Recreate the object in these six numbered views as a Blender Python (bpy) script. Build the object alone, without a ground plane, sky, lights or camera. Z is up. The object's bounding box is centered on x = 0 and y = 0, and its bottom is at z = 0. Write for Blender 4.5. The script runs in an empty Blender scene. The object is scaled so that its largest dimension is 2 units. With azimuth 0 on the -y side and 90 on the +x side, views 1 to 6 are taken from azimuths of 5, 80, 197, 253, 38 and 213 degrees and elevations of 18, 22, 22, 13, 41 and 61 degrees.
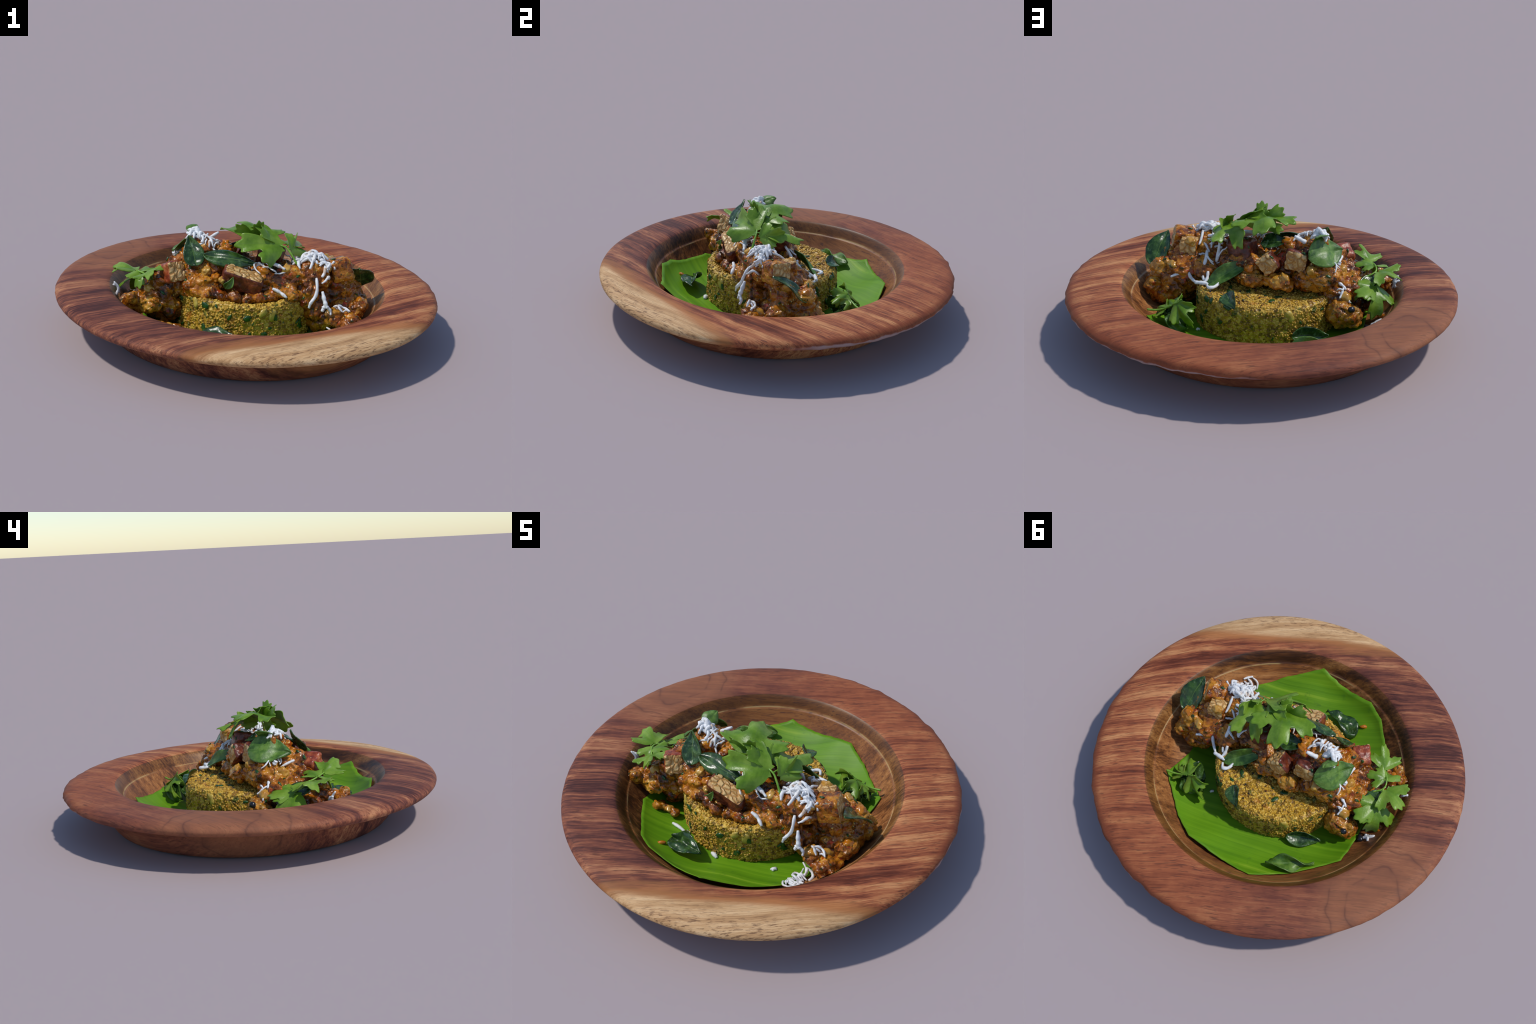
import bpy, math, random
import numpy as np
from mathutils import Vector, Matrix, Euler, noise
from mathutils.bvhtree import BVHTree

random.seed(7)
SCN = bpy.context.scene.collection


# ------------------------------------------------------------------ helpers
def V(*a):
    return Vector(a)


def fbm(p, scale, octaves=3):
    q = Vector(p) * scale
    s, a = 0.0, 1.0
    for _ in range(octaves):
        s += a * noise.noise(q)
        q = q * 2.07 + Vector((3.1, 1.7, 5.3))
        a *= 0.5
    return s


def smoothstep(a, b, x):
    t = min(1.0, max(0.0, (x - a) / (b - a)))
    return t * t * (3 - 2 * t)


def mesh_from(name, verts, faces, smooth=True):
    me = bpy.data.meshes.new(name)
    me.from_pydata([tuple(v) for v in verts], [], faces)
    me.update()
    if smooth:
        me.polygons.foreach_set("use_smooth", [True] * len(me.polygons))
    return me


def add(name, data, mats=(), parent=None):
    ob = bpy.data.objects.new(name, data)
    SCN.objects.link(ob)
    if data is not None:
        for m in mats:
            data.materials.append(m)
    if parent is not None:
        ob.parent = parent
    return ob


def thing(ob, label, category):
    ob["label"] = label
    ob["category"] = category
    return ob


def empty(name, loc=(0, 0, 0)):
    ob = bpy.data.objects.new(name, None)
    SCN.objects.link(ob)
    ob.location = loc
    return ob


def child_of_empty(ob, parent):
    ob.parent = parent
    ob.matrix_parent_inverse = Matrix.Translation(-Vector(parent.location))


def bake_modifiers(ob):
    dg = bpy.context.evaluated_depsgraph_get()
    dg.update()
    ev = ob.evaluated_get(dg)
    me = bpy.data.meshes.new_from_object(ev)
    old = ob.data
    ob.modifiers.clear()
    ob.data = me
    bpy.data.meshes.remove(old)
    return ob


_ico = {}


def ico(sub):
    if sub not in _ico:
        import bmesh
        bm = bmesh.new()
        bmesh.ops.create_icosphere(bm, subdivisions=sub, radius=1.0)
        vs = np.array([v.co[:] for v in bm.verts])
        fs = np.array([[v.index for v in f.verts] for f in bm.faces])
        bm.free()
        _ico[sub] = (vs, fs)
    return _ico[sub]


# ------------------------------------------------------------------ materials
class Mat:
    def __init__(self, name):
        self.m = bpy.data.materials.new(name)
        self.m.use_nodes = True
        self.t = self.m.node_tree
        self.t.nodes.clear()
        self.out = self.t.nodes.new("ShaderNodeOutputMaterial")
        self.b = self.t.nodes.new("ShaderNodeBsdfPrincipled")
        self.t.links.new(self.b.outputs[0], self.out.inputs[0])
        self.tc = self.t.nodes.new("ShaderNodeTexCoord")
        self.obj = self.tc.outputs["Object"]

    def put(self, sock, v):
        if isinstance(v, bpy.types.NodeSocket):
            self.t.links.new(v, sock)
        else:
            sock.default_value = v

    def set(self, **kw):
        for k, v in kw.items():
            self.put(self.b.inputs[k.replace("_", " ")], v)

    def mapping(self, rot=(0, 0, 0), scale=(1, 1, 1), loc=(0, 0, 0), vec=None):
        n = self.t.nodes.new("ShaderNodeMapping")
        n.inputs["Rotation"].default_value = rot
        n.inputs["Scale"].default_value = scale
        n.inputs["Location"].default_value = loc
        self.t.links.new(vec or self.obj, n.inputs["Vector"])
        return n.outputs[0]

    def noise(self, scale, vec=None, detail=4, rough=0.55, dist=0.0, color=False):
        n = self.t.nodes.new("ShaderNodeTexNoise")
        n.inputs["Scale"].default_value = scale
        n.inputs["Detail"].default_value = detail
        n.inputs["Roughness"].default_value = rough
        n.inputs["Distortion"].default_value = dist
        self.t.links.new(vec or self.obj, n.inputs["Vector"])
        return n.outputs["Color" if color else "Fac"]

    def voronoi(self, scale, vec=None, feature="F1", out="Distance", rnd=1.0):
        n = self.t.nodes.new("ShaderNodeTexVoronoi")
        n.feature = feature
        n.inputs["Scale"].default_value = scale
        n.inputs["Randomness"].default_value = rnd
        self.t.links.new(vec or self.obj, n.inputs["Vector"])
        return n.outputs[out]

    def math(self, op, a, b=0.0, c=0.0, clamp=False):
        n = self.t.nodes.new("ShaderNodeMath")
        n.operation = op
        n.use_clamp = clamp
        for i, v in enumerate((a, b, c)):
            self.put(n.inputs[i], v)
        return n.outputs[0]

    def step(self, x, a, b):
        n = self.t.nodes.new("ShaderNodeMapRange")
        n.interpolation_type = "SMOOTHSTEP"
        self.put(n.inputs["Value"], x)
        n.inputs["From Min"].default_value = a
        n.inputs["From Max"].default_value = b
        return n.outputs[0]

    def ramp(self, fac, stops, interp="LINEAR"):
        n = self.t.nodes.new("ShaderNodeValToRGB")
        n.color_ramp.interpolation = interp
        e = n.color_ramp.elements
        e[0].position, e[0].color = stops[0][0], (*stops[0][1], 1)
        e[1].position, e[1].color = stops[-1][0], (*stops[-1][1], 1)
        for p, c in stops[1:-1]:
            q = e.new(p)
            q.color = (*c, 1)
        self.put(n.inputs[0], fac)
        return n.outputs[0]

    def mix(self, fac, a, b, mode="MIX"):
        n = self.t.nodes.new("ShaderNodeMix")
        n.data_type = "RGBA"
        n.blend_type = mode
        self.put(n.inputs[0], fac)
        for i, v in ((6, a), (7, b)):
            if not isinstance(v, bpy.types.NodeSocket):
                v = (*v, 1)
            self.put(n.inputs[i], v)
        return n.outputs[2]

    def xyz(self, vec=None):
        n = self.t.nodes.new("ShaderNodeSeparateXYZ")
        self.t.links.new(vec or self.obj, n.inputs[0])
        return n.outputs[0], n.outputs[1], n.outputs[2]

    def addvec(self, a, b, scale=1.0):
        s = self.t.nodes.new("ShaderNodeVectorMath")
        s.operation = "MULTIPLY_ADD"
        self.put(s.inputs[0], b)
        s.inputs[1].default_value = (scale,) * 3
        self.put(s.inputs[2], a)
        return s.outputs[0]

    def bump(self, h, strength=0.3, dist=0.01):
        n = self.t.nodes.new("ShaderNodeBump")
        n.inputs["Strength"].default_value = strength
        n.inputs["Distance"].default_value = dist
        self.put(n.inputs["Height"], h)
        self.t.links.new(n.outputs[0], self.b.inputs["Normal"])

    def rand(self):
        n = self.t.nodes.new("ShaderNodeObjectInfo")
        return n.outputs["Random"]


GRAIN = math.radians(30)


def wood(name, inner=False):
    m = Mat(name)
    x, y, z = m.xyz()
    # grain runs along a direction 30 degrees off x, nearly straight, and fans out towards +x
    base = m.addvec(m.obj, m.noise(1.6, detail=2, color=True), 0.10)
    xpos = m.math("MAXIMUM", x, 0.0)
    g = m.mapping(rot=(0, 0, -GRAIN), vec=base)
    gx, gy, gz = m.xyz(g)
    across = m.math("SUBTRACT", gy, m.math("MULTIPLY", m.math("MULTIPLY", xpos, xpos), 0.20))
    cv = m.t.nodes.new("ShaderNodeCombineXYZ")
    m.put(cv.inputs[0], gx)
    m.put(cv.inputs[1], across)
    m.put(cv.inputs[2], gz)
    gv = cv.outputs[0]
    broad = m.noise(1.0, m.mapping(scale=(0.5, 7.5, 4), vec=gv), detail=2, rough=0.5)
    bands = m.noise(1.0, m.mapping(scale=(0.9, 21, 10), vec=gv), detail=4, rough=0.65)
    fine = m.noise(1.0, m.mapping(scale=(4.0, 85, 40), vec=gv), detail=4, rough=0.7)
    pores = m.noise(1.0, m.mapping(scale=(13, 170, 110), vec=gv), detail=2, rough=0.5)
    mott = m.noise(5.0, detail=5, rough=0.6)
    # band contrast is strong on the -y half and calm on the +y half
    w = m.math("SUBTRACT", m.math("MULTIPLY", x, 0.475), m.math("MULTIPLY", y, 0.88))
    strong = m.math("MULTIPLY_ADD", m.step(w, -0.65, 0.05), 0.75, 0.30)
    lo = m.math("ADD", m.math("MULTIPLY", m.math("SUBTRACT", broad, 0.5), 0.85), m.math("MULTIPLY", m.math("SUBTRACT", bands, 0.5), 0.75))
    sig = m.math("MULTIPLY_ADD", lo, strong, 0.5)
    sig = m.math("ADD", sig, m.math("MULTIPLY", m.math("SUBTRACT", fine, 0.5), m.math("MULTIPLY_ADD", strong, 0.55, 0.30)))
    sig = m.math("ADD", sig, m.math("MULTIPLY", m.math("SUBTRACT", mott, 0.5), 0.42))
    if not inner:
        cool = m.ramp(sig, [(0.26, (0.066, 0.023, 0.020)), (0.41, (0.155, 0.051, 0.035)), (0.52, (0.245, 0.081, 0.045)),
                            (0.64, (0.355, 0.138, 0.070)), (0.80, (0.50, 0.230, 0.110))])
        warm = m.ramp(sig, [(0.26, (0.105, 0.026, 0.014)), (0.41, (0.215, 0.060, 0.029)), (0.52, (0.325, 0.098, 0.043)),
                            (0.64, (0.44, 0.165, 0.068)), (0.80, (0.57, 0.260, 0.110))])
        heart = m.mix(m.step(m.math("ADD", x, m.math("MULTIPLY", y, 0.35)), -0.45, 0.45), cool, warm)
    else:
        heart = m.ramp(sig, [(0.22, (0.050, 0.018, 0.007)), (0.38, (0.135, 0.047, 0.015)), (0.52, (0.255, 0.093, 0.028)),
                             (0.66, (0.37, 0.150, 0.045)), (0.82, (0.50, 0.235, 0.085))])
    pore_mask = m.math("MULTIPLY", m.step(pores, 0.56, 0.68), 0.68)
    col = m.mix(pore_mask, heart, (0.085, 0.034, 0.024))
    r = m.math("SQRT", m.math("ADD", m.math("MULTIPLY", x, x), m.math("MULTIPLY", y, y)))
    if not inner:
        # pale sapwood cut off by a chord, with an orange seam and dark dashes
        wob = m.math("MULTIPLY", m.math("SUBTRACT", m.noise(1.0, m.mapping(scale=(1.5, 16, 8), vec=gv), detail=4), 0.5), 0.13)
        edge = m.math("ADD", w, wob)
        col = m.mix(m.math("MULTIPLY", m.step(edge, 0.73, 0.79), 0.7), col, (0.46, 0.19, 0.065))
        sap = m.step(edge, 0.785, 0.845)
        sapcol = m.ramp(m.math("ADD", m.math("MULTIPLY", fine, 0.55), m.math("MULTIPLY", bands, 0.45)),
                        [(0.34, (0.30, 0.150, 0.065)), (0.48, (0.55, 0.320, 0.150)), (0.62, (0.74, 0.49, 0.265))])
        dash = m.noise(1.0, m.mapping(scale=(26, 150, 80), vec=gv), detail=3, rough=0.6)
        dens = m.math("MULTIPLY_ADD", m.step(w, 0.84, 0.93), 0.55, 0.30)
        sapcol = m.mix(m.math("MULTIPLY", m.step(dash, 0.50, 0.66), dens), sapcol, (0.17, 0.085, 0.045))
        col = m.mix(sap, col, sapcol)
        # figured patch: growth lines that fade to one side, wandering around a knot
        kv = m.addvec(m.mapping(loc=(0.86, -0.30, -0.24)), m.noise(5.0, detail=1.5, color=True), 0.20)
        ln = m.t.nodes.new("ShaderNodeVectorMath")
        ln.operation = "LENGTH"
        m.put(ln.inputs[0], m.mapping(scale=(1.0, 0.7, 0.3), loc=(-0.11, -0.11, -0.11), vec=kv))
        d = ln.outputs["Value"]
        saw = m.math("FRACT", m.math("MULTIPLY", d, 10.5))
        tri = m.math("SUBTRACT", 1.0, m.math("ABSOLUTE", m.math("MULTIPLY_ADD", saw, 2.0, -1.0)))
        line = m.math("ADD", m.math("MULTIPLY", m.math("POWER", tri, 9.0), 0.8), m.math("MULTIPLY", m.math("POWER", tri, 2.5), 0.22))
        near = m.math("SUBTRACT", 1.0, m.step(d, 0.20, 0.36))
        gate = m.step(m.noise(6.0, detail=2), 0.36, 0.54)
        col = m.mix(m.math("MULTIPLY", near, 0.40), col, (0.36, 0.155, 0.075))
        col = m.mix(m.math("MULTIPLY", m.math("MULTIPLY", line, near), m.math("MULTIPLY", gate, 0.62)), col, (0.075, 0.032, 0.028))
        # grey background bleed of the scan, painted onto the +x +y lower lip
        zz = m.math("ADD", z, m.math("MULTIPLY", m.math("SUBTRACT", m.noise(12.0, detail=3), 0.5), 0.030))
        low = m.math("SUBTRACT", 1.0, m.step(zz, 0.200, 0.209))
        s1 = m.step(m.math("ADD", m.math("MULTIPLY", x, 0.62), m.math("MULTIPLY", y, 0.78)), 0.50, 0.70)
        out = m.step(r, 0.955, 0.97)
        lip = m.math("MULTIPLY", m.step(r, 0.955, 0.985), m.math("MULTIPLY", s1, 0.75))
        col = m.mix(lip, col, (0.23, 0.060, 0.028))
        col = m.mix(m.math("MULTIPLY", m.math("MULTIPLY", low, s1), m.math("MULTIPLY", out, 0.85)), col, (0.40, 0.29, 0.28))
        m.set(Roughness=m.math("MULTIPLY_ADD", fine, 0.2, 0.50), Specular_IOR_Level=0.14)
    else:
        ring = m.math("SUBTRACT", 1.0, m.step(m.math("ABSOLUTE", m.math("SUBTRACT", r, 0.676)), 0.0008, 0.0036))
        ring = m.math("MULTIPLY", ring, m.math("MULTIPLY", m.step(m.noise(5.0, detail=4), 0.40, 0.58), 0.7))
        col = m.mix(ring, col, (0.50, 0.34, 0.14))
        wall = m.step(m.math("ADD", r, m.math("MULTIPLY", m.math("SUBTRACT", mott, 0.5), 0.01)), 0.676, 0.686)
        col = m.mix(m.math("MULTIPLY", wall, 0.75), col, m.mix(1.0, col, (0.55, 0.55, 0.42), "MULTIPLY"))  # wall tinted darker and more olive: shade inside the well baked into the wood
        m.set(Roughness=0.42, Specular_IOR_Level=0.3)
    m.set(Base_Color=col)
    m.bump(m.math("ADD", m.math("MULTIPLY", pores, 0.5), fine), 0.10, 0.003)
    return m.m


def banana_leaf_material():
    m = Mat("banana_leaf_green")
    a = math.radians(18)
    v = m.mapping(rot=(0, 0, -a), vec=m.addvec(m.obj, m.noise(1.2, detail=1, color=True), 0.08))
    veins = m.noise(1.0, m.mapping(scale=(0.5, 26, 1), vec=v), detail=3, rough=0.6)
    fine = m.noise(1.0, m.mapping(scale=(1.5, 150, 1), vec=v), detail=2)
    blot = m.noise(5.0, detail=3)
    s = m.math("ADD", m.math("MULTIPLY", veins, 0.62), m.math("ADD", m.math("MULTIPLY", fine, 0.18), m.math("MULTIPLY", blot, 0.22)))
    col = m.ramp(s, [(0.34, (0.066, 0.180, 0.003)), (0.48, (0.104, 0.252, 0.005)), (0.60, (0.145, 0.310, 0.008)), (0.74, (0.27, 0.42, 0.025))])
    dark = m.math("MULTIPLY", m.step(m.noise(11.0, detail=5, rough=0.7), 0.60, 0.72), 0.5)
    col = m.mix(dark, col, (0.045, 0.13, 0.012))
    m.set(Base_Color=col, Roughness=0.5, Specular_IOR_Level=0.25)
    m.bump(m.math("ADD", veins, fine), 0.12, 0.005)
    return m.m


def curry_material(name="curry_sauce", pale=0.0):
    m = Mat(name)
    v = m.addvec(m.obj, m.noise(9, detail=2, color=True), 0.04)
    big = m.noise(7.0, v, detail=4, rough=0.55)
    med = m.noise(30.0, v, detail=5, rough=0.7)
    cell = m.t.nodes.new("ShaderNodeSeparateColor")
    m.put(cell.inputs[0], m.voronoi(19, m.addvec(m.obj, m.noise(14, detail=3, color=True), 0.05), out="Color"))
    s = m.math("ADD", m.math("MULTIPLY", big, 0.45), m.math("MULTIPLY", med, 0.45))
    s = m.math("ADD", s, m.math("MULTIPLY", cell.outputs[0], 0.13))
    col = m.ramp(s, [(0.40, (0.045, 0.012, 0.003)), (0.46, (0.170, 0.042, 0.004)), (0.53, (0.38, 0.112, 0.006)),  # near-black low stops paint shadowed recesses between the chunks
                     (0.60, (0.53, 0.200, 0.012)), (0.67, (0.64, 0.33, 0.040)), (0.76, (0.70, 0.46, 0.13))])
    if pale:
        col = m.mix(m.math("MULTIPLY", m.step(m.noise(16, detail=3), 0.44, 0.64), pale), col, (0.62, 0.30, 0.035))
    red = m.math("MULTIPLY", m.step(m.noise(24, detail=2), 0.62, 0.70), 0.8)
    col = m.mix(red, col, (0.36, 0.030, 0.004))
    green = m.math("MULTIPLY", m.step(m.noise(42, m.mapping(scale=(1, 1.6, 1.2), loc=(3, 1, 2)), detail=4, rough=0.6), 0.60, 0.64), 0.9)
    col = m.mix(green, col, (0.020, 0.034, 0.007))
    dots = m.math("SUBTRACT", 1.0, m.step(m.voronoi(60), 0.14, 0.24))
    col = m.mix(m.math("MULTIPLY", dots, m.step(m.noise(13), 0.47, 0.57)), col, (0.02, 0.014, 0.008))
    seeds = m.math("SUBTRACT", 1.0, m.step(m.voronoi(48, m.mapping(loc=(7, 2, 5))), 0.14, 0.24))
    col = m.mix(m.math("MULTIPLY", seeds, m.step(m.noise(15, m.mapping(loc=(4, 4, 1))), 0.50, 0.58)), col, (0.72, 0.52, 0.15))
    m.set(Base_Color=col, Roughness=m.math("MULTIPLY_ADD", big, 0.25, 0.10), Specular_IOR_Level=0.45)
    m.bump(m.noise(48, detail=3, rough=0.5), 0.60, 0.014)
    return m.m


def cake_material(name, grain=False):
    m = Mat(name)
    n1 = m.noise(14, detail=4)
    cell = m.voronoi(70, out="Color")
    cs = m.t.nodes.new("ShaderNodeSeparateColor")
    m.put(cs.inputs[0], cell)
    s = m.math("ADD", m.math("MULTIPLY", cs.outputs[0], 0.60), m.math("MULTIPLY", n1, 0.42))
    col = m.ramp(s, [(0.24, (0.20, 0.100, 0.008)), (0.40, (0.38, 0.205, 0.014)), (0.56, (0.52, 0.290, 0.022)), (0.76, (0.68, 0.44, 0.065))])
    col = m.mix(m.math("MULTIPLY", m.step(m.noise(17, m.mapping(loc=(1, 5, 3)), detail=2), 0.60, 0.70), 0.5), col, (0.46, 0.15, 0.014))
    col = m.mix(m.math("MULTIPLY", m.step(m.noise(20, m.mapping(loc=(9, 2, 3)), detail=3), 0.62, 0.68), 0.75), col, (0.055, 0.10, 0.012))
    m.set(Base_Color=col, Roughness=0.45)
    if not grain:
        m.bump(m.voronoi(75, feature="SMOOTH_F1"), 0.7, 0.012)
    return m.m


def tempeh_cut_material():
    m = Mat("tempeh_cut_face")
    d = m.voronoi(27, m.mapping(scale=(1.0, 1.5, 0.8), vec=m.addvec(m.obj, m.noise(16, detail=3, color=True), 0.035)), feature="DISTANCE_TO_EDGE")
    col = m.ramp(d, [(0.0, (0.34, 0.140, 0.030)), (0.06, (0.55, 0.29, 0.085)), (0.28, (0.70, 0.46, 0.19))])
    n = m.noise(11, detail=4)
    col = m.mix(m.math("MULTIPLY", m.step(n, 0.56, 0.72), 0.75), col, (0.36, 0.10, 0.012))
    col = m.mix(m.math("MULTIPLY", m.step(m.noise(16, m.mapping(loc=(2, 2, 2))), 0.62, 0.70), 0.8), col, (0.09, 0.025, 0.01))
    m.set(Base_Color=col, Roughness=0.38)
    m.bump(m.step(d, 0.0, 0.25), 0.7, 0.008)
    return m.m


def crust_material(name, lo, mid, hi):
    m = Mat(name)
    n = m.noise(26, detail=5, rough=0.65)
    col = m.ramp(n, [(0.32, lo), (0.5, mid), (0.68, hi)])
    col = m.mix(m.math("SUBTRACT", 1.0, m.step(m.voronoi(30), 0.05, 0.12)), col, (0.5, 0.33, 0.15))
    m.set(Base_Color=col, Roughness=0.33)
    m.bump(m.noise(60, detail=4), 0.5, 0.008)
    return m.m


def leaf_material(name, dark, mid, light, frost=0.0, rough=0.3, trans=0.0, scale=22):
    """blade runs along local x (0..1 in length units), midrib at y = 0"""
    m = Mat(name)
    n = m.noise(scale, detail=4, rough=0.6)
    r = m.rand()
    s = m.math("ADD", n, m.math("MULTIPLY", m.math("SUBTRACT", r, 0.5), 0.10))
    col = m.ramp(s, [(0.33, dark), (0.5, mid), (0.68, light)])
    x, y, z = m.xyz()
    if frost:
        f = m.math("MULTIPLY", m.step(m.noise(45, detail=5, rough=0.7), 0.55, 0.66), frost)
        col = m.mix(f, col, (0.20, 0.30, 0.20))
    rib = m.math("SUBTRACT", 1.0, m.step(m.math("ABSOLUTE", y), 0.0007, 0.0026))
    col = m.mix(m.math("MULTIPLY", rib, 0.45), col, (0.16, 0.26, 0.05))
    m.set(Base_Color=col, Roughness=rough, Specular_IOR_Level=0.5)
    m.bump(m.noise(90, detail=3), 0.3, 0.004)
    if trans:
        tr = m.t.nodes.new("ShaderNodeBsdfTranslucent")
        m.put(tr.inputs[0], col)
        mx = m.t.nodes.new("ShaderNodeMixShader")
        mx.inputs[0].default_value = trans
        m.t.links.new(m.b.outputs[0], mx.inputs[1])
        m.t.links.new(tr.outputs[0], mx.inputs[2])
        m.t.links.new(mx.outputs[0], m.out.inputs[0])
    return m.m


def plain(name, a, b, scale=30, rough=0.4, bump=0.3):
    m = Mat(name)
    n = m.noise(scale, detail=4)
    m.set(Base_Color=m.ramp(n, [(0.35, a), (0.65, b)]), Roughness=rough)
    m.bump(m.noise(scale * 3, detail=3), bump, 0.005)
    return m.m


def coconut_material():
    m = Mat("coconut_white")
    col = m.ramp(m.noise(30, detail=3), [(0.3, (0.66, 0.64, 0.62)), (0.5, (0.80, 0.80, 0.80))])
    stain = m.math("MULTIPLY", m.step(m.noise(18, m.mapping(loc=(3, 8, 1)), detail=3), 0.60, 0.70), 0.65)
    col = m.mix(stain, col, (0.50, 0.27, 0.10))
    m.set(Base_Color=col, Roughness=0.5, Subsurface_Weight=0.1, Subsurface_Radius=(0.01, 0.01, 0.01))
    return m.m


M_WOOD = wood("rosewood")
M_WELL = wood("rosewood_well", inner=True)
M_BANANA = banana_leaf_material()
M_CURRY = curry_material()
M_FLORET = curry_material("curry_coated_floret", pale=0.55)
M_CAKE = cake_material("grain_cake")
M_GRAIN = cake_material("cooked_grain", grain=True)
M_CUT = tempeh_cut_material()
M_CRUST = crust_material("fried_crust", (0.035, 0.008, 0.006), (0.12, 0.022, 0.010), (0.27, 0.065, 0.018))
M_RED = crust_material("red_crust", (0.14, 0.018, 0.008), (0.33, 0.060, 0.018), (0.50, 0.16, 0.05))
M_CLEAF = leaf_material("curry_leaf_dark", (0.007, 0.022, 0.005), (0.018, 0.050, 0.010), (0.055, 0.120, 0.020), frost=0.35, rough=0.26)
M_CLEAF2 = leaf_material("curry_leaf_green", (0.026, 0.066, 0.008), (0.060, 0.140, 0.014), (0.140, 0.25, 0.035), frost=0.12, rough=0.42)
M_COR = leaf_material("coriander_green", (0.105, 0.230, 0.010), (0.175, 0.330, 0.020), (0.270, 0.43, 0.050), rough=0.35, trans=0.25, scale=14)
M_STEM = plain("coriander_stem_green", (0.13, 0.30, 0.02), (0.24, 0.42, 0.05), rough=0.35)
M_COCO = coconut_material()
M_PEPPER = plain("black_peppercorn", (0.006, 0.006, 0.008), (0.02, 0.02, 0.024), rough=0.3)
M_HERB = plain("herb_fleck_green", (0.010, 0.045, 0.010), (0.03, 0.10, 0.015), rough=0.3)
M_ONION = plain("onion_yellow", (0.42, 0.27, 0.03), (0.60, 0.44, 0.08), rough=0.3)
M_ORANGE = plain("orange_vegetable", (0.40, 0.11, 0.006), (0.58, 0.21, 0.012), scale=24, rough=0.2)
M_POTATO = plain("sauce_stained_potato", (0.42, 0.17, 0.016), (0.62, 0.36, 0.07), scale=24, rough=0.2)

# ------------------------------------------------------------------ plate
OUT_PROFILE = [(0.30, 0.0), (0.64, 0.0), (0.706, 0.001), (0.731, 0.010), (0.748, 0.030), (0.767, 0.062), (0.785, 0.104),
               (0.799, 0.142), (0.813, 0.160), (0.86, 0.168), (0.93, 0.173), (0.966, 0.179), (0.988, 0.189), (0.998, 0.201),
               (1.0, 0.211), (0.993, 0.223), (0.975, 0.233), (0.94, 0.2395), (0.88, 0.243), (0.80, 0.245), (0.765, 0.2445),
               (0.740, 0.241), (0.724, 0.235)]
IN_PROFILE = [(0.724, 0.235), (0.712, 0.224), (0.700, 0.209), (0.690, 0.194), (0.682, 0.182), (0.678, 0.1765), (0.674, 0.1755), (0.670, 0.170),
              (0.655, 0.149), (0.62, 0.106), (0.60, 0.089), (0.57, 0.071), (0.54, 0.059), (0.50, 0.048), (0.46, 0.040), (0.40, 0.031), (0.30, 0.026), (0.12, 0.024)]
FLOOR_R, FLOOR_Z = np.array(IN_PROFILE[::-1]).T


def refine(profile, step=0.02):
    out = [profile[0]]
    for a, b in zip(profile, profile[1:]):
        d = math.hypot(b[0] - a[0], b[1] - a[1])
        k = max(1, int(d / step))
        out += [(a[0] + (b[0] - a[0]) * i / k, a[1] + (b[1] - a[1]) * i / k) for i in range(1, k + 1)]
    return out


def floor_z(r):
    return float(np.interp(r, FLOOR_R, FLOOR_Z))


def build_plate():
    n = 288
    prof = refine(OUT_PROFILE) + refine(IN_PROFILE)[1:]
    split = len(refine(OUT_PROFILE)) - 1
    verts, faces, idx = [], [], []
    for i, (r, z) in enumerate(prof):
        for k in range(n):
            a = 2 * math.pi * k / n
            c, s = math.cos(a), math.sin(a)
            rim = smoothstep(0.76, 1.0, r)
            rr = r
            # ragged lower lip on the +x +y side, calm elsewhere
            sector = smoothstep(0.35, 0.8, 0.62 * c + 0.78 * s)
            side = smoothstep(-0.1, 0.5, -0.7 * c + 0.6 * s)
            if r > 0.9 and z < 0.235:
                rr += (sector * 0.007 + side * 0.003) * fbm((c * 3, s * 3, z * 9), 5.0, 3)
            wob = 0.003 * fbm((c, s, 0), 1.5, 2)
            rr *= 1 + rim * (0.006 * math.cos(2 * (a - math.pi / 4)) - 0.0008)
            x = rr * c + (0.010 * smoothstep(0.55, 0.70, r) * (1 - smoothstep(0.79, 0.86, r)) * max(0, c) if i < split and z < 0.17 else 0)
            y = rr * s * (1 - 0.010 * rim) - 0.006 * (1 - rim) * (1 if r > 0.55 else 0)
            zz = z
            if z > 0.01:
                zz += rim * (0.003 * y - 0.002 * x + wob) + (sector * rim * 0.004 * fbm((c * 4, s * 4, 0), 4.0, 2) if z < 0.22 else 0)
            verts.append((x, y, zz))
    m = len(prof)
    for i in range(m - 1):
        for k in range(n):
            k2 = (k + 1) % n
            faces.append((i * n + k, i * n + k2, (i + 1) * n + k2, (i + 1) * n + k))
            idx.append(0 if i < split else 1)
    cb, ct = len(verts), len(verts) + 1
    verts += [(0, 0, 0), (0, 0, 0.024)]
    for k in range(n):
        k2 = (k + 1) % n
        faces.append((cb, k2, k))
        idx.append(0)
        faces.append((ct, (m - 1) * n + k, (m - 1) * n + k2))
        idx.append(1)
    me = mesh_from("wooden_plate", verts, faces)
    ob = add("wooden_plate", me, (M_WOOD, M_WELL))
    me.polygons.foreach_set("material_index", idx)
    return thing(ob, "round turned reddish brown wooden plate with pale sapwood streak", "plate")


PLATE = build_plate()

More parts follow.
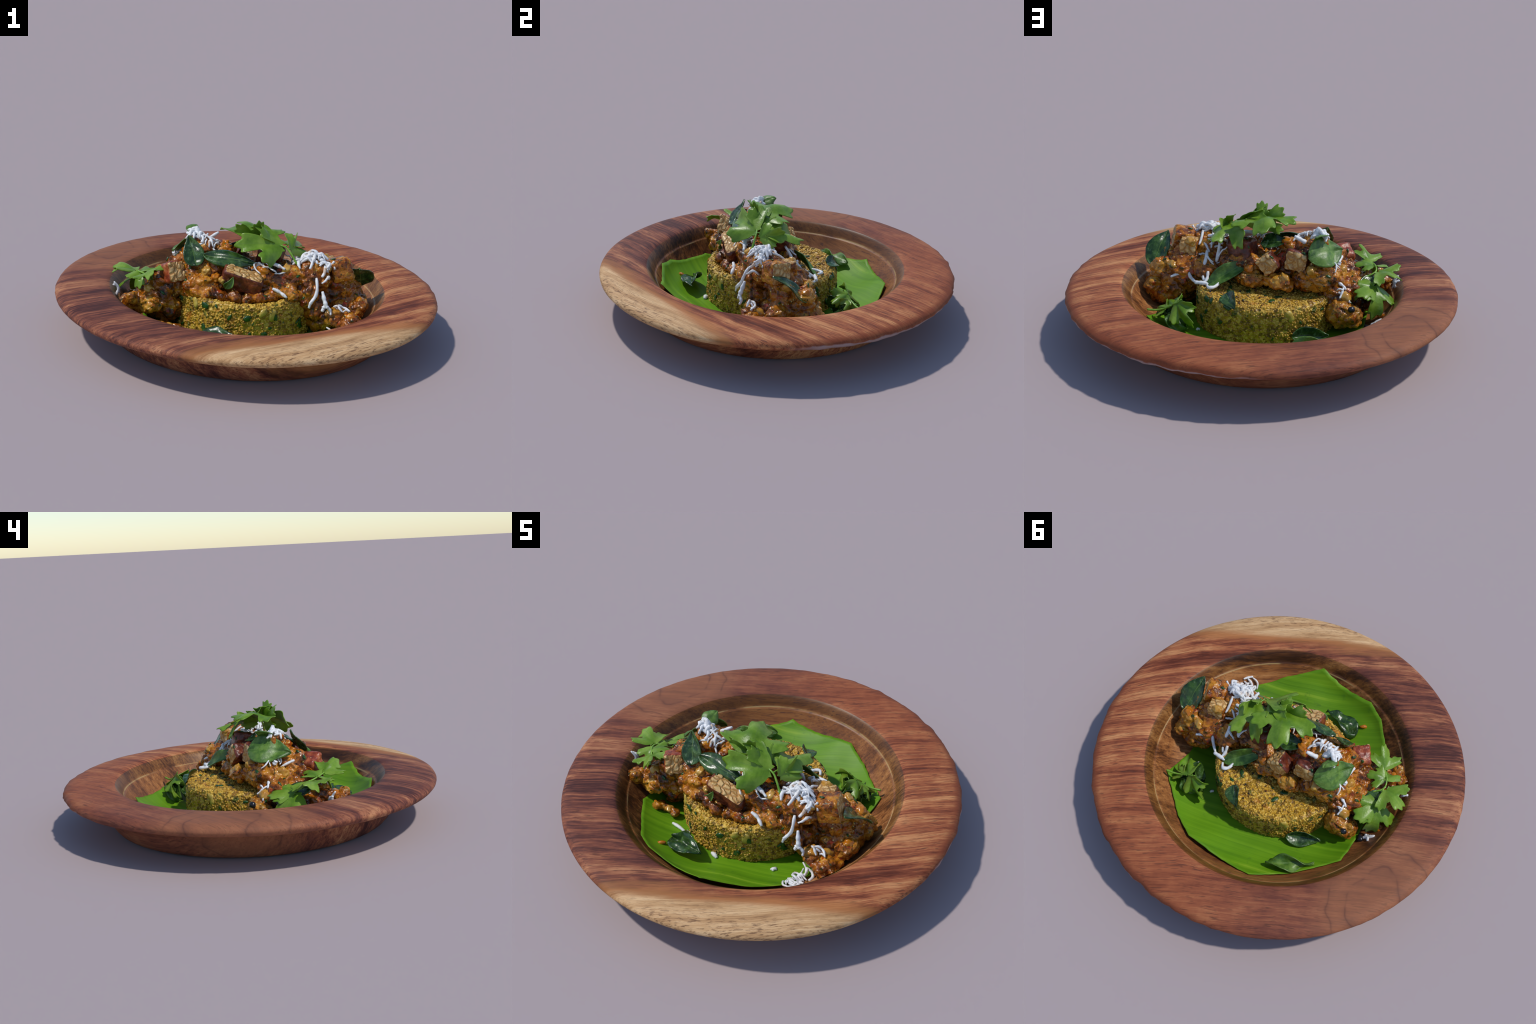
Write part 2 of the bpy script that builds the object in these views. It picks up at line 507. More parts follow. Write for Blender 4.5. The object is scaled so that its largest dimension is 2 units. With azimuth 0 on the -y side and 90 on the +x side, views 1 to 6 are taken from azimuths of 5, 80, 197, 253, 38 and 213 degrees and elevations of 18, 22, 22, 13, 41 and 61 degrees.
# ------------------------------------------------------------------ banana leaf
LEAF_OUTLINE = [(0.50, 0.352), (0.386, 0.443), (0.29, 0.526), (0.158, 0.597), (-0.023, 0.600), (-0.225, 0.592), (-0.405, 0.436), (-0.566, 0.245),
                (-0.560, 0.095), (-0.53, -0.15), (-0.494, -0.357), (-0.402, -0.469), (-0.29, -0.585), (-0.19, -0.635), (-0.012, -0.645), (0.150, -0.660),
                (0.31, -0.534), (0.44, -0.392), (0.53, -0.15), (0.49, 0.167)]


def leaf_floor(x, y):
    """the leaf lies on the floor but bridges the curve of the bowl in two places"""
    r = math.hypot(x, y)
    lift = 0.030 * math.exp(-((x - 0.10) ** 2 + (y - 0.55) ** 2) / 0.015) + 0.026 * math.exp(-((x - 0.17) ** 2 + (y + 0.55) ** 2) / 0.015)
    return floor_z(r) + 0.005 + 0.011 * smoothstep(0.45, 0.60, r) + lift + 0.003 * fbm((x, y, 0), 3.0, 2)


def build_banana_leaf():
    pts = [Vector((x, y, 0)) for x, y in LEAF_OUTLINE]
    ring = []
    for a, b in zip(pts, pts[1:] + pts[:1]):
        k = max(2, int((b - a).length / 0.016))
        for i in range(k):
            p = a.lerp(b, i / k)
            ring.append(p + p.normalized() * 0.004 * fbm(p, 22, 2))
    n, rings = len(ring), 42
    verts = [(0, 0, leaf_floor(0, 0))]
    for j in range(1, rings + 1):
        f = j / rings
        for p in ring:
            x, y = p.x * f, p.y * f
            z = leaf_floor(x, y) + 0.006 * smoothstep(0.85, 1, f) * fbm(p, 4, 2)
            verts.append((x, y, z))
    faces = [(0, 1 + k, 1 + (k + 1) % n) for k in range(n)]
    for j in range(rings - 1):
        for k in range(n):
            a, b = 1 + j * n, 1 + (j + 1) * n
            faces.append((a + k, b + k, b + (k + 1) % n, a + (k + 1) % n))
    ob = add("banana_leaf", mesh_from("banana_leaf", verts, faces), (M_BANANA,))
    md = ob.modifiers.new("thickness", "SOLIDIFY")
    md.thickness = 0.0035
    md.offset = 0
    return thing(ob, "cut piece of bright green banana leaf lining the plate", "leaf")


BANANA = build_banana_leaf()

# ------------------------------------------------------------------ grain cake
CAKE_C = (-0.017, -0.020)
CAKE_R = 0.362
CAKE_Z0 = 0.032


def cake_top(a, f):
    """top height at polar angle a and radius fraction f"""
    front = smoothstep(-0.2, 0.9, -math.sin(a))
    z = 0.216 + 0.012 * front * f + 0.006 * math.cos(a) * f
    ridge = smoothstep(0.82, 0.97, f) * (0.012 + 0.012 * front * (0.45 + 0.9 * fbm((math.cos(a) * 2, math.sin(a) * 2, 1), 2.6, 2)))
    return z + ridge + 0.004 * fbm((math.cos(a) * f, math.sin(a) * f, 0), 7, 3)


def cake_radius(a, h):
    return CAKE_R * (1.015 - 0.02 * h) + 0.006 * fbm((math.cos(a) * 2, math.sin(a) * 2, h), 2.2, 3)


def cake_point(a, u):
    """u 0..1 runs up the wall, 1..2 runs inwards over the top"""
    if u <= 1:
        zt = cake_top(a, 1.0) - 0.006
        r = cake_radius(a, u) - 0.006 * smoothstep(0.92, 1.0, u)
        z = CAKE_Z0 + (zt - CAKE_Z0) * u
    else:
        f = 2 - u
        r = (cake_radius(a, 1) - 0.006) * f
        z = cake_top(a, f) - 0.006 * smoothstep(0.96, 1.0, f)
    return Vector((CAKE_C[0] + r * math.cos(a), CAKE_C[1] + r * math.sin(a), z))


def build_cake():
    n = 240
    us = [i / 24 for i in range(25)] + [1 + (i + 1) / 45 for i in range(44)]
    verts, faces = [], []
    for u in us:
        for k in range(n):
            a = 2 * math.pi * k / n
            p = cake_point(a, u)
            verts.append(p + Vector((p.x, p.y, 0.4)).normalized() * 0.0035 * fbm(p, 45, 2))
    for j in range(len(us) - 1):
        for k in range(n):
            k2 = (k + 1) % n
            faces.append((j * n + k, j * n + k2, (j + 1) * n + k2, (j + 1) * n + k))
    verts.append((CAKE_C[0], CAKE_C[1], 0.216))
    c = len(verts) - 1
    for k in range(n):
        faces.append(((len(us) - 1) * n + k, (len(us) - 1) * n + (k + 1) % n, c))
    ob = add("grain_cake", mesh_from("grain_cake", verts, faces), (M_CAKE,))
    return thing(ob, "round moulded golden cake of cooked grain with herbs", "grain cake")


CAKE = build_cake()


def cake_normal(a, u):
    e = 1e-3
    d1 = cake_point(a + e, u) - cake_point(a - e, u)
    d2 = cake_point(a, min(1.999, u + e)) - cake_point(a, max(0, u - e))
    return d1.cross(d2).normalized()


def build_grains():
    rng = random.Random(11)
    bv, bf = ico(1)
    V_, F_ = [], []
    off = 0
    for i in range(6200):
        a = rng.uniform(0, 2 * math.pi)
        if rng.random() < 0.46:
            u = rng.uniform(0.02, 0.99)
        else:
            u = 2 - math.sqrt(rng.uniform(0.04, 1.0))
        p = cake_point(a, u)
        nn = cake_normal(a, u)
        r = rng.uniform(0.0055, 0.0095)
        M = Euler([rng.uniform(0, 6.28) for _ in range(3)]).to_matrix()
        S = np.array(M) @ np.diag([r, r * rng.uniform(0.75, 1.1), r * rng.uniform(0.55, 0.9)])
        c = p - nn * (r * 0.12)
        V_.append(bv @ S.T + np.array(c[:]))
        F_.append(bf + off)
        off += len(bv)
    ob = add("grain", mesh_from("grain", np.concatenate(V_), np.concatenate(F_).tolist()), (M_GRAIN,), CAKE)
    ob["kind"] = "stuff"


build_grains()


def patch_blob(name, p, nrm, sx, sy, sz, mat, rng, parent, spin=None, sub=2):
    bv, bf = ico(sub)
    q = nrm.to_track_quat("Z", "Y").to_matrix()
    sp = Matrix.Rotation(rng.uniform(0, 6.28) if spin is None else spin, 3, "Z")
    seed = Vector((rng.uniform(0, 50), 0, 0))
    vs = []
    for v in bv:
        k = 1 + 0.45 * noise.noise(Vector(v) * 1.6 + seed)
        vs.append(q @ (sp @ Vector((v[0] * sx * k, v[1] * sy * k, v[2] * sz * k))))
    ob = add(name, mesh_from(name, vs, bf.tolist()), (mat,))
    ob.location = p
    ob.parent = parent
    return ob


def build_cake_bits():
    rng = random.Random(5)
    for i in range(60):
        a = rng.uniform(0, 2 * math.pi)
        u = rng.uniform(0.08, 0.95) if rng.random() < 0.6 else rng.uniform(1.08, 1.6)
        s = rng.uniform(0.010, 0.026)
        patch_blob("herb_fleck", cake_point(a, u) + cake_normal(a, u) * 0.004, cake_normal(a, u), s, s * rng.uniform(0.35, 0.7), 0.003, M_HERB, rng, CAKE)
    for a, u, s in ((-1.05, 0.75, 0.035), (-1.2, 0.86, 0.028), (-0.35, 0.9, 0.03), (2.2, 0.85, 0.035), (-2.2, 0.9, 0.03), (1.5, 0.8, 0.02)):
        patch_blob("onion_piece", cake_point(a, u), cake_normal(a, u), s, s * 0.6, 0.009, M_ONION, rng, CAKE)
    for i in range(14):
        a, u = rng.uniform(0.4, 2.6), rng.uniform(1.05, 1.7)
        patch_blob("mustard_seed", cake_point(a, u) + Vector((0, 0, 0.003)), Vector((0, 0, 1)), 0.006, 0.006, 0.006,
                   M_PEPPER if i % 3 else M_CRUST, rng, CAKE, sub=1)


build_cake_bits()

# ------------------------------------------------------------------ curry
CURRY = thing(empty("vegetable_curry", (0.0, -0.1, 0.12)), "chunky orange brown vegetable curry heaped across the cake", "curry")

# each lump: centre x, y, z and half sizes
CORE_LUMPS = [
    (0.00, -0.11, 0.285, 0.25, 0.15, 0.080), (-0.17, -0.09, 0.325, 0.15, 0.14, 0.105), (0.16, -0.12, 0.310, 0.17, 0.12, 0.085),
    (-0.25, -0.07, 0.395, 0.095, 0.09, 0.095), (-0.26, -0.06, 0.450, 0.060, 0.055, 0.055), (-0.13, -0.06, 0.415, 0.070, 0.060, 0.050),
    (0.33, -0.12, 0.335, 0.115, 0.10, 0.090), (0.345, -0.12, 0.390, 0.080, 0.075, 0.055), (0.22, -0.15, 0.350, 0.085, 0.07, 0.055),
    (0.10, -0.19, 0.345, 0.06, 0.05, 0.04), (0.30, 0.03, 0.275, 0.09, 0.09, 0.06), (0.10, 0.02, 0.330, 0.13, 0.07, 0.06),
    (-0.19, -0.24, 0.298, 0.080, 0.055, 0.045), (-0.25, -0.23, 0.275, 0.085, 0.07, 0.060), (-0.30, -0.14, 0.320, 0.11, 0.10, 0.10),
    # sauce curtain and the heap that runs down to the floor at +x
    (0.33, -0.185, 0.265, 0.055, 0.045, 0.080), (0.37, -0.16, 0.180, 0.075, 0.055, 0.080), (0.44, -0.03, 0.245, 0.13, 0.11, 0.120),
    (0.51, -0.03, 0.180, 0.110, 0.120, 0.085), (0.53, -0.16, 0.125, 0.080, 0.080, 0.055), (0.56, 0.02, 0.180, 0.070, 0.09, 0.085),
    (0.46, -0.05, 0.130, 0.12, 0.15, 0.08), (0.39, -0.13, 0.11, 0.07, 0.07, 0.07), (0.42, 0.05, 0.215, 0.10, 0.08, 0.10), (0.49, 0.05, 0.195, 0.10, 0.07, 0.09),
    (0.545, -0.215, 0.130, 0.070, 0.070, 0.060), (0.50, 0.10, 0.120, 0.075, 0.055, 0.060),
    # heap at -x
    (-0.40, -0.17, 0.255, 0.095, 0.10, 0.095), (-0.44, -0.22, 0.195, 0.095, 0.085, 0.080), (-0.44, -0.08, 0.225, 0.09, 0.12, 0.085),
    (-0.53, -0.27, 0.185, 0.070, 0.055, 0.055), (-0.50, -0.15, 0.180, 0.08, 0.09, 0.06), (-0.40, 0.02, 0.190, 0.09, 0.07, 0.09),
    (-0.45, -0.14, 0.140, 0.10, 0.14, 0.085), (-0.39, -0.22, 0.13, 0.08, 0.06, 0.075),
]
# sauce rope lying on the front of the cake
ROPE = [(-0.225, -0.262, 0.258, 0.032), (-0.17, -0.280, 0.258, 0.030), (-0.10, -0.290, 0.254, 0.030), (-0.04, -0.292, 0.254, 0.028), (0.03, -0.288, 0.254, 0.030),
        (0.09, -0.275, 0.256, 0.030), (0.14, -0.250, 0.260, 0.030), (0.20, -0.225, 0.272, 0.038), (0.25, -0.215, 0.262, 0.030)]


def chunk(p, scale):
    """pieces with raised middles, random heights and creases between them"""
    q = Vector(p) * scale
    q = q + Vector((noise.noise(q * 0.6), noise.noise(q * 0.6 + Vector((9, 0, 0))), noise.noise(q * 0.6 + Vector((0, 9, 0))))) * 0.6
    d, pts = noise.voronoi(q)
    h = noise.noise(pts[0] * 3.3 + Vector((0.4, 0.4, 0.4)))
    return (0.5 + h) * smoothstep(0.0, 0.32, d[1] - d[0]) - 0.45


def lumps_to_mesh(name, lumps, rng, knob=(0.018, 0.045), density=26, voxel=0.0062, rough=0.006, smooth=4, mat=M_CURRY, parent=CURRY):
    bv, bf = ico(3)
    kv, kf = ico(2)
    V_, F_ = [], []
    off = 0
    for L in lumps:
        x, y, z, rx, ry, rz = L if len(L) == 6 else (L[0], L[1], L[2], L[3], L[3], L[3])
        V_.append(bv * (np.array([rx, ry, rz]) - 0.004) + np.array([x, y, z]))
        F_.append(bf + off)
        off += len(bv)
        area = (rx * ry + ry * rz + rx * rz) * 4
        for _ in range(int(density * area / 0.06) if density else 0):
            d = Vector((rng.gauss(0, 1), rng.gauss(0, 1), rng.gauss(0, 1) + 0.3)).normalized()
            r = rng.uniform(*knob)
            c = np.array([x + d.x * (rx - r * 0.8), y + d.y * (ry - r * 0.8), z + d.z * (rz - r * 0.8)])
            sc = np.array([r * rng.uniform(0.8, 1.3), r * rng.uniform(0.8, 1.3), r * rng.uniform(0.75, 1.1)])
            V_.append(kv * sc + c)
            F_.append(kf + off)
            off += len(kv)
    ob = add(name, mesh_from(name, np.concatenate(V_), np.concatenate(F_).tolist()), (mat,))
    md = ob.modifiers.new("remesh", "REMESH")
    md.mode = "VOXEL"
    md.voxel_size = voxel
    md.use_smooth_shade = True
    sm = ob.modifiers.new("smooth", "SMOOTH")
    sm.iterations = smooth
    sm.factor = 0.5
    bake_modifiers(ob)
    me = ob.data
    nv = len(me.vertices)
    co, no = np.empty(nv * 3), np.empty(nv * 3)
    me.vertices.foreach_get("co", co)
    me.vertex_normals.foreach_get("vector", no)
    co, no = co.reshape(-1, 3), no.reshape(-1, 3)
    k = np.array([fbm(p, 24, 2) * 0.6 + 0.4 * abs(noise.noise(Vector(p) * 50)) + chunk(p, 15) * 2.8 + chunk(p, 34) * 0.7 for p in co]) * rough
    co = co + no * k[:, None]
    co[:, 2] = np.maximum(co[:, 2], np.interp(np.hypot(co[:, 0], co[:, 1]), FLOOR_R, FLOOR_Z) + 0.004)
    me.vertices.foreach_set("co", co.ravel())
    me.update()
    me.polygons.foreach_set("use_smooth", [True] * len(me.polygons))
    if not me.materials:
        me.materials.append(mat)
    if parent is not None:
        child_of_empty(ob, parent)
    return ob


rngc = random.Random(21)
SAUCE = lumps_to_mesh("curry_sauce", CORE_LUMPS + ROPE, rngc)

FLORETS = [
    [(-0.30, -0.01, 0.300, 0.125, 0.105, 0.090), (-0.24, 0.03, 0.285, 0.08, 0.07, 0.06), (-0.37, -0.03, 0.285, 0.07, 0.07, 0.06)],
    [(-0.125, 0.085, 0.275, 0.070, 0.060, 0.045), (-0.07, 0.075, 0.280, 0.05, 0.05, 0.04)],
    [(0.035, 0.085, 0.275, 0.080, 0.055, 0.045)],
    [(-0.440, 0.075, 0.145, 0.085, 0.075, 0.080), (-0.50, 0.075, 0.145, 0.055, 0.05, 0.06)],
    [(0.535, 0.045, 0.250, 0.075, 0.065, 0.060)],
    [(0.570, 0.095, 0.165, 0.062, 0.055, 0.055)],
    [(0.465, 0.085, 0.165, 0.080, 0.060, 0.085)],
    [(0.462, -0.211, 0.155, 0.050, 0.045, 0.050)],
    [(0.580, -0.090, 0.175, 0.062, 0.070, 0.055)],
    [(-0.575, -0.300, 0.185, 0.050, 0.045, 0.050), (-0.555, -0.32, 0.21, 0.03, 0.03, 0.035)],
    [(-0.47, -0.29, 0.180, 0.065, 0.045, 0.050)],
    [(-0.36, -0.305, 0.072, 0.070, 0.028, 0.026), (-0.42, -0.315, 0.085, 0.04, 0.025, 0.020)],
]
FLORET_OBS = []
for fl in FLORETS:
    FLORET_OBS.append(lumps_to_mesh("cauliflower_floret", fl, rngc, knob=(0.016, 0.034), density=42, voxel=0.005, rough=0.005, smooth=3, mat=M_FLORET))


# ---- tempeh cubes
def tempeh(center, size, rot, cut, crust=M_CRUST, seed=0):
    """cut: set of local faces ('+x', ...) that show the sliced beans, the others are fried crust"""
    n = 14
    verts, faces, mids = [], [], []
    axes = {"x": 0, "y": 1, "z": 2}
    for face in ("+x", "-x", "+y", "-y", "+z", "-z"):
        ax = axes[face[1]]
        sg = 1 if face[0] == "+" else -1
        o = [i for i in range(3) if i != ax]
        base = len(verts)
        for i in range(n + 1):
            for j in range(n + 1):
                p = [0, 0, 0]
                p[ax] = sg
                p[o[0]] = -1 + 2 * i / n
                p[o[1]] = -1 + 2 * j / n
                q = Vector(p)
                # superellipsoid rounding
                e = 7.0
                k = (abs(q.x) ** e + abs(q.y) ** e + abs(q.z) ** e) ** (-1 / e)
                q = q * k
                w = Vector((q.x * size[0] / 2, q.y * size[1] / 2, q.z * size[2] / 2))
                nn = Vector((math.copysign(abs(q.x) ** 6, q.x), math.copysign(abs(q.y) ** 6, q.y), math.copysign(abs(q.z) ** 6, q.z))).normalized()
                sd = Vector((seed * 3.7, 0, 0))
                w = w + nn * (0.007 * noise.noise(w * 18 + sd) + 0.005 * noise.noise(w * 45 + sd))
                if face in cut:
                    d, _ = noise.voronoi(w * 34 + sd)
                    w = w + nn * (0.004 * smoothstep(0.0, 0.35, d[1] - d[0]) - 0.002)
                verts.append(w)
        for i in range(n):
            for j in range(n):
                a = base + i * (n + 1) + j
                f = (a, a + n + 1, a + n + 2, a + 1)
                flip = (sg > 0) == (ax == 1)
                faces.append(f[::-1] if flip else f)
                mids.append(0 if face in cut else 1)
    me = mesh_from("tempeh_cube", verts, faces)
    ob = add("tempeh_cube", me, (M_CUT, crust))
    me.polygons.foreach_set("material_index", mids)
    md = ob.modifiers.new("weld", "WELD")
    md.merge_threshold = 0.0008
    bake_modifiers(ob)
    ob.data.polygons.foreach_set("use_smooth", [True] * len(ob.data.polygons))
    ob.rotation_euler = [math.radians(r) for r in rot]
    ob.location = center
    child_of_empty(ob, CURRY)
    return ob


TEMPEH = [
    tempeh((-0.365, -0.225, 0.338), (0.105, 0.10, 0.105), (0, -22, -50), {"+x"}, M_RED, 1),
    tempeh((-0.005, -0.252, 0.335), (0.205, 0.090, 0.095), (14, 16, 4), {"+z"}, M_CRUST, 2),
    tempeh((0.475, -0.085, 0.375), (0.115, 0.12, 0.12), (-8, -10, 25), {"+x"}, M_CURRY, 3),
    tempeh((-0.050, 0.062, 0.360), (0.095, 0.095, 0.095), (10, 42, 12), {"+y", "+z"}, M_CRUST, 4),
    tempeh((0.115, -0.005, 0.390), (0.130, 0.11, 0.110), (5, 8, -10), {"-z"}, M_CRUST, 5),
    tempeh((-0.185, 0.015, 0.380), (0.120, 0.10, 0.105), (8, -8, 6), {"+y"}, M_CRUST, 6),
    tempeh((-0.27, -0.060, 0.455), (0.10, 0.085, 0.07), (0, 10, 25), {"+x"}, M_CURRY, 7),
    tempeh((0.415, -0.015, 0.365), (0.10, 0.085, 0.09), (6, -6, 10), {"+z", "+y"}, M_CURRY, 8),
]

# ---- surface of everything so far, used to drape small pieces
bpy.context.view_layer.update()


def surface_tree(obs):
    vs, fs = [], []
    for ob in obs:
        b = len(vs)
        mw = ob.matrix_world
        vs += [mw @ v.co for v in ob.data.vertices]
        fs += [[b + i for i in p.vertices] for p in ob.data.polygons]
    return BVHTree.FromPolygons(vs, fs)


TREE = surface_tree([PLATE, BANANA, CAKE, SAUCE] + FLORET_OBS + TEMPEH)


def top_z(x, y):
    h = TREE.ray_cast(Vector((x, y, 2)), Vector((0, 0, -1)))
    return h[0].z if h[0] else 0.11


def bits_on_curry():
    rng = random.Random(3)
    for x, y, z in ((-0.503, 0.104, 0.205),):
        patch_blob("peppercorn", V(x, y + 0.03, z), V(0, 0, 1), 0.017, 0.017, 0.017, M_PEPPER, rng, None)
    for x, y in ((-0.575, 0.07),):
        patch_blob("peppercorn", V(x, y, top_z(x, y) + 0.012), V(0, 0, 1), 0.022, 0.016, 0.014, M_PEPPER, rng, None)
    for x, y, s in ((-0.221, -0.524, 0.024),):
        patch_blob("curry_crumb", V(x, y, top_z(x, y) + 0.006), V(0, 0, 1), s, s * 0.45, 0.011, M_ORANGE, rng, None, spin=0.6)
    for x, y, s in ((-0.63, -0.02, 0.030),):
        patch_blob("curry_crumb", V(x, y, top_z(x, y) + 0.010), V(0, 0, 1), s, s * 0.7, 0.018, M_ORANGE, rng, None)
    # bigger glossy pieces of vegetable sitting in the sauce
    for x, y, sx, sy, sz, mat in ((0.098, -0.215, 0.034, 0.026, 0.026, M_ORANGE), (-0.111, -0.039, 0.036, 0.022, 0.024, M_ORANGE), (0.393, 0.02, 0.030, 0.024, 0.022, M_POTATO),
                                  (-0.20, -0.225, 0.034, 0.024, 0.020, M_POTATO), (-0.14, -0.255, 0.026, 0.022, 0.018, M_ORANGE), (0.20, -0.19, 0.028, 0.024, 0.020, M_POTATO),
                                  (0.42, -0.14, 0.028, 0.030, 0.022, M_POTATO), (0.54, -0.02, 0.034, 0.030, 0.026, M_POTATO), (0.56, 0.06, 0.030, 0.024, 0.020, M_ORANGE),
                                  (0.47, 0.09, 0.032, 0.024, 0.022, M_POTATO), (-0.28, 0.06, 0.034, 0.026, 0.024, M_POTATO), (-0.34, 0.03, 0.030, 0.028, 0.022, M_ORANGE),
                                  (-0.23, 0.075, 0.026, 0.022, 0.020, M_ORANGE), (-0.45, 0.06, 0.034, 0.030, 0.024, M_POTATO), (-0.48, -0.25, 0.030, 0.026, 0.022, M_POTATO),
                                  (-0.55, -0.29, 0.026, 0.024, 0.020, M_ORANGE), (-0.15, 0.10, 0.030, 0.022, 0.018, M_POTATO), (0.05, 0.09, 0.030, 0.022, 0.020, M_ORANGE),
                                  (0.53, -0.17, 0.034, 0.028, 0.024, M_POTATO), (0.60, -0.10, 0.028, 0.026, 0.022, M_ORANGE), (-0.36, -0.305, 0.030, 0.020, 0.014, M_POTATO),
                                  (-0.41, -0.06, 0.032, 0.026, 0.022, M_POTATO), (0.12, -0.262, 0.026, 0.018, 0.016, M_ORANGE), (-0.11, -0.285, 0.024, 0.018, 0.016, M_POTATO)):
        h = TREE.ray_cast(Vector((x, y, 2)), Vector((0, 0, -1)))
        patch_blob("vegetable_chunk", h[0] - h[1] * sz * 0.45, h[1], sx, sy, sz, mat, rng, None, sub=3)
    for i in range(46):
        x = rng.uniform(-0.55, 0.6)
        y = rng.uniform(-0.3, 0.12)
        h = TREE.ray_cast(Vector((x, y, 2)), Vector((0, 0, -1)))
        if h[0] is None or h[0].z < 0.2:
            continue
        s = rng.uniform(0.007, 0.015)
        patch_blob("herb_fleck", h[0] + h[1] * 0.002, h[1], s, s * 0.5, 0.004, M_HERB, rng, None)


_before = set(bpy.data.objects)
bits_on_curry()
for ob in set(bpy.data.objects) - _before:
    child_of_empty(ob, CURRY)


# ------------------------------------------------------------------ leaves
def frame(base, tip, nrm):
    x = (tip - base).normalized()
    z = (nrm - x * nrm.dot(x)).normalized()
    y = z.cross(x)
    return Matrix(((x.x, y.x, z.x, base.x), (x.y, y.y, z.y, base.y), (x.z, y.z, z.z, base.z), (0, 0, 0, 1)))


def curry_leaf(base, tip, nrm, width, cup=0.15, bend=0.1, twist=0.0, wave=0.1, mat=M_CLEAF, seed=0, fat=0.85):
    base, tip, nrm = V(*base), V(*tip), V(*nrm)
    L = (tip - base).length
    nu, nv = 30, 14
    verts, faces = [], []
    for i in range(nu + 1):
        t = i / nu
        hw = width / 2 * (math.sin(math.pi * min(1, t ** fat)) ** 0.75 * (1 - 0.25 * t) * 1.12 if 0 < t < 1 else 0) + 0.0012
        for j in range(nv + 1):
            s = -1 + 2 * j / nv
            edge = 1 + 0.05 * noise.noise(Vector((t * 9, s, seed)))
            y = s * hw * edge
            z = cup * width * (s * s) * math.sin(math.pi * min(1, t + 0.05)) + bend * L * math.sin(math.pi * t)
            z += wave * width * noise.noise(Vector((t * 3.2, s * 1.3, seed * 2.3))) - 0.03 * width * math.exp(-(s * 6) ** 2)
            a = twist * (t - 0.5)
            y2 = y * math.cos(a) - z * math.sin(a)
            z2 = y * math.sin(a) + z * math.cos(a)
            verts.append((t * L, y2, z2))
    for i in range(nu):
        for j in range(nv):
            a = i * (nv + 1) + j
            faces.append((a, a + nv + 1, a + nv + 2, a + 1))
    ob = add("curry_leaf", mesh_from("curry_leaf", verts, faces), (mat,))
    ob.matrix_world = frame(base, tip, nrm)
    md = ob.modifiers.new("thickness", "SOLIDIFY")
    md.thickness = 0.004
    md.offset = 0
    return thing(ob, "small fried dark green pointed curry leaf", "leaf")


curry_leaf((0.600, 0.050, 0.250), (0.578, -0.120, 0.395), (0.10, 0.70, 0.72), 0.135, 0.12, 0.05, seed=1)
curry_leaf((-0.262, 0.075, 0.425), (-0.385, -0.115, 0.415), (-0.62, 0.42, 0.60), 0.155, 0.06, 0.10, wave=0.10, mat=M_CLEAF2, seed=2, fat=0.8)
curry_leaf((0.240, 0.178, 0.240), (0.050, 0.022, 0.352), (-0.15, 0.72, 0.62), 0.085, 0.25, 0.06, twist=0.5, mat=M_CLEAF2, seed=3)
curry_leaf((-0.240, -0.235, 0.385), (-0.300, -0.145, 0.515), (0.15, -0.80, 0.55), 0.105, 0.10, -0.05, seed=4, fat=0.7)
curry_leaf((-0.215, -0.200, 0.436), (0.055, -0.200, 0.405), (0.0, -0.70, 0.70), 0.100, -0.15, 0.04, wave=0.15, seed=5)
curry_leaf((0.105, 0.268, 0.256), (0.030, 0.345, 0.215), (0.25, 0.55, 0.80), 0.080, 0.2, 0.12, seed=6, fat=0.7)
curry_leaf((-0.212, -0.452, 0.078), (0.000, -0.480, 0.118), (0.1, -0.45, 0.85), 0.115, 0.25, 0.06, twist=0.6, wave=0.35, seed=7, fat=0.7)
curry_leaf((-0.245, 0.285, 0.085), (-0.410, 0.200, 0.080), (-0.35, 0.65, 0.55), 0.085, 0.40, -0.12, wave=0.15, seed=8)
curry_leaf((-0.250, 0.480, 0.105), (-0.460, 0.335, 0.110), (-0.3, 0.45, 0.9), 0.085, 0.15, 0.05, twist=3.2, wave=0.3, mat=M_CLEAF2, seed=9)
curry_leaf((-0.300, -0.050, 0.490), (-0.290, 0.040, 0.520), (0.5, 0.1, 0.85), 0.085, -0.2, 0.10, seed=10, mat=M_CLEAF2)
curry_leaf((-0.565, -0.150, 0.270), (-0.500, 0.000, 0.225), (-0.5, 0.2, 0.8), 0.095, 0.1, 0.06, seed=11)
curry_leaf((0.02, -0.02, 0.430), (-0.12, -0.04, 0.450), (0, 0.5, 0.8), 0.090, 0.1, 0.06, seed=13)
curry_leaf((-0.085, -0.300, 0.300), (-0.045, -0.310, 0.365), (0.3, -0.9, 0.2), 0.040, 0.4, 0.10, twist=0.6, mat=M_CLEAF2, seed=16)
# wilted bunch on the floor at +x +y
curry_leaf((0.285, 0.330, 0.070), (0.430, 0.275, 0.120), (0.3, 0.4, 0.8), 0.125, 0.35, 0.18, twist=0.5, wave=0.4, mat=M_CLEAF2, seed=14, fat=0.7)
curry_leaf((0.310, 0.260, 0.085), (0.455, 0.330, 0.115), (0.1, 0.2, 0.9), 0.110, 0.3, 0.12, twist=-0.6, wave=0.4, seed=15, fat=0.7)


# ------------------------------------------------------------------ coriander
def lobed_radius(th, rng_ph, lobes):
    """outline of a coriander leaflet in polar form around its stalk point"""
    r = 0.16 + 0.38 * (1 - smoothstep(1.1, 1.7, abs(th)))
    for c, l, w in lobes:
        d = (th - c) / w
        body = l * math.exp(-(abs(d) ** 7.0))
        teeth = 1 + 0.055 * math.cos(2 * math.pi * d / 0.62) - 0.20 * d * d
        r = max(r, body * teeth)
    return r


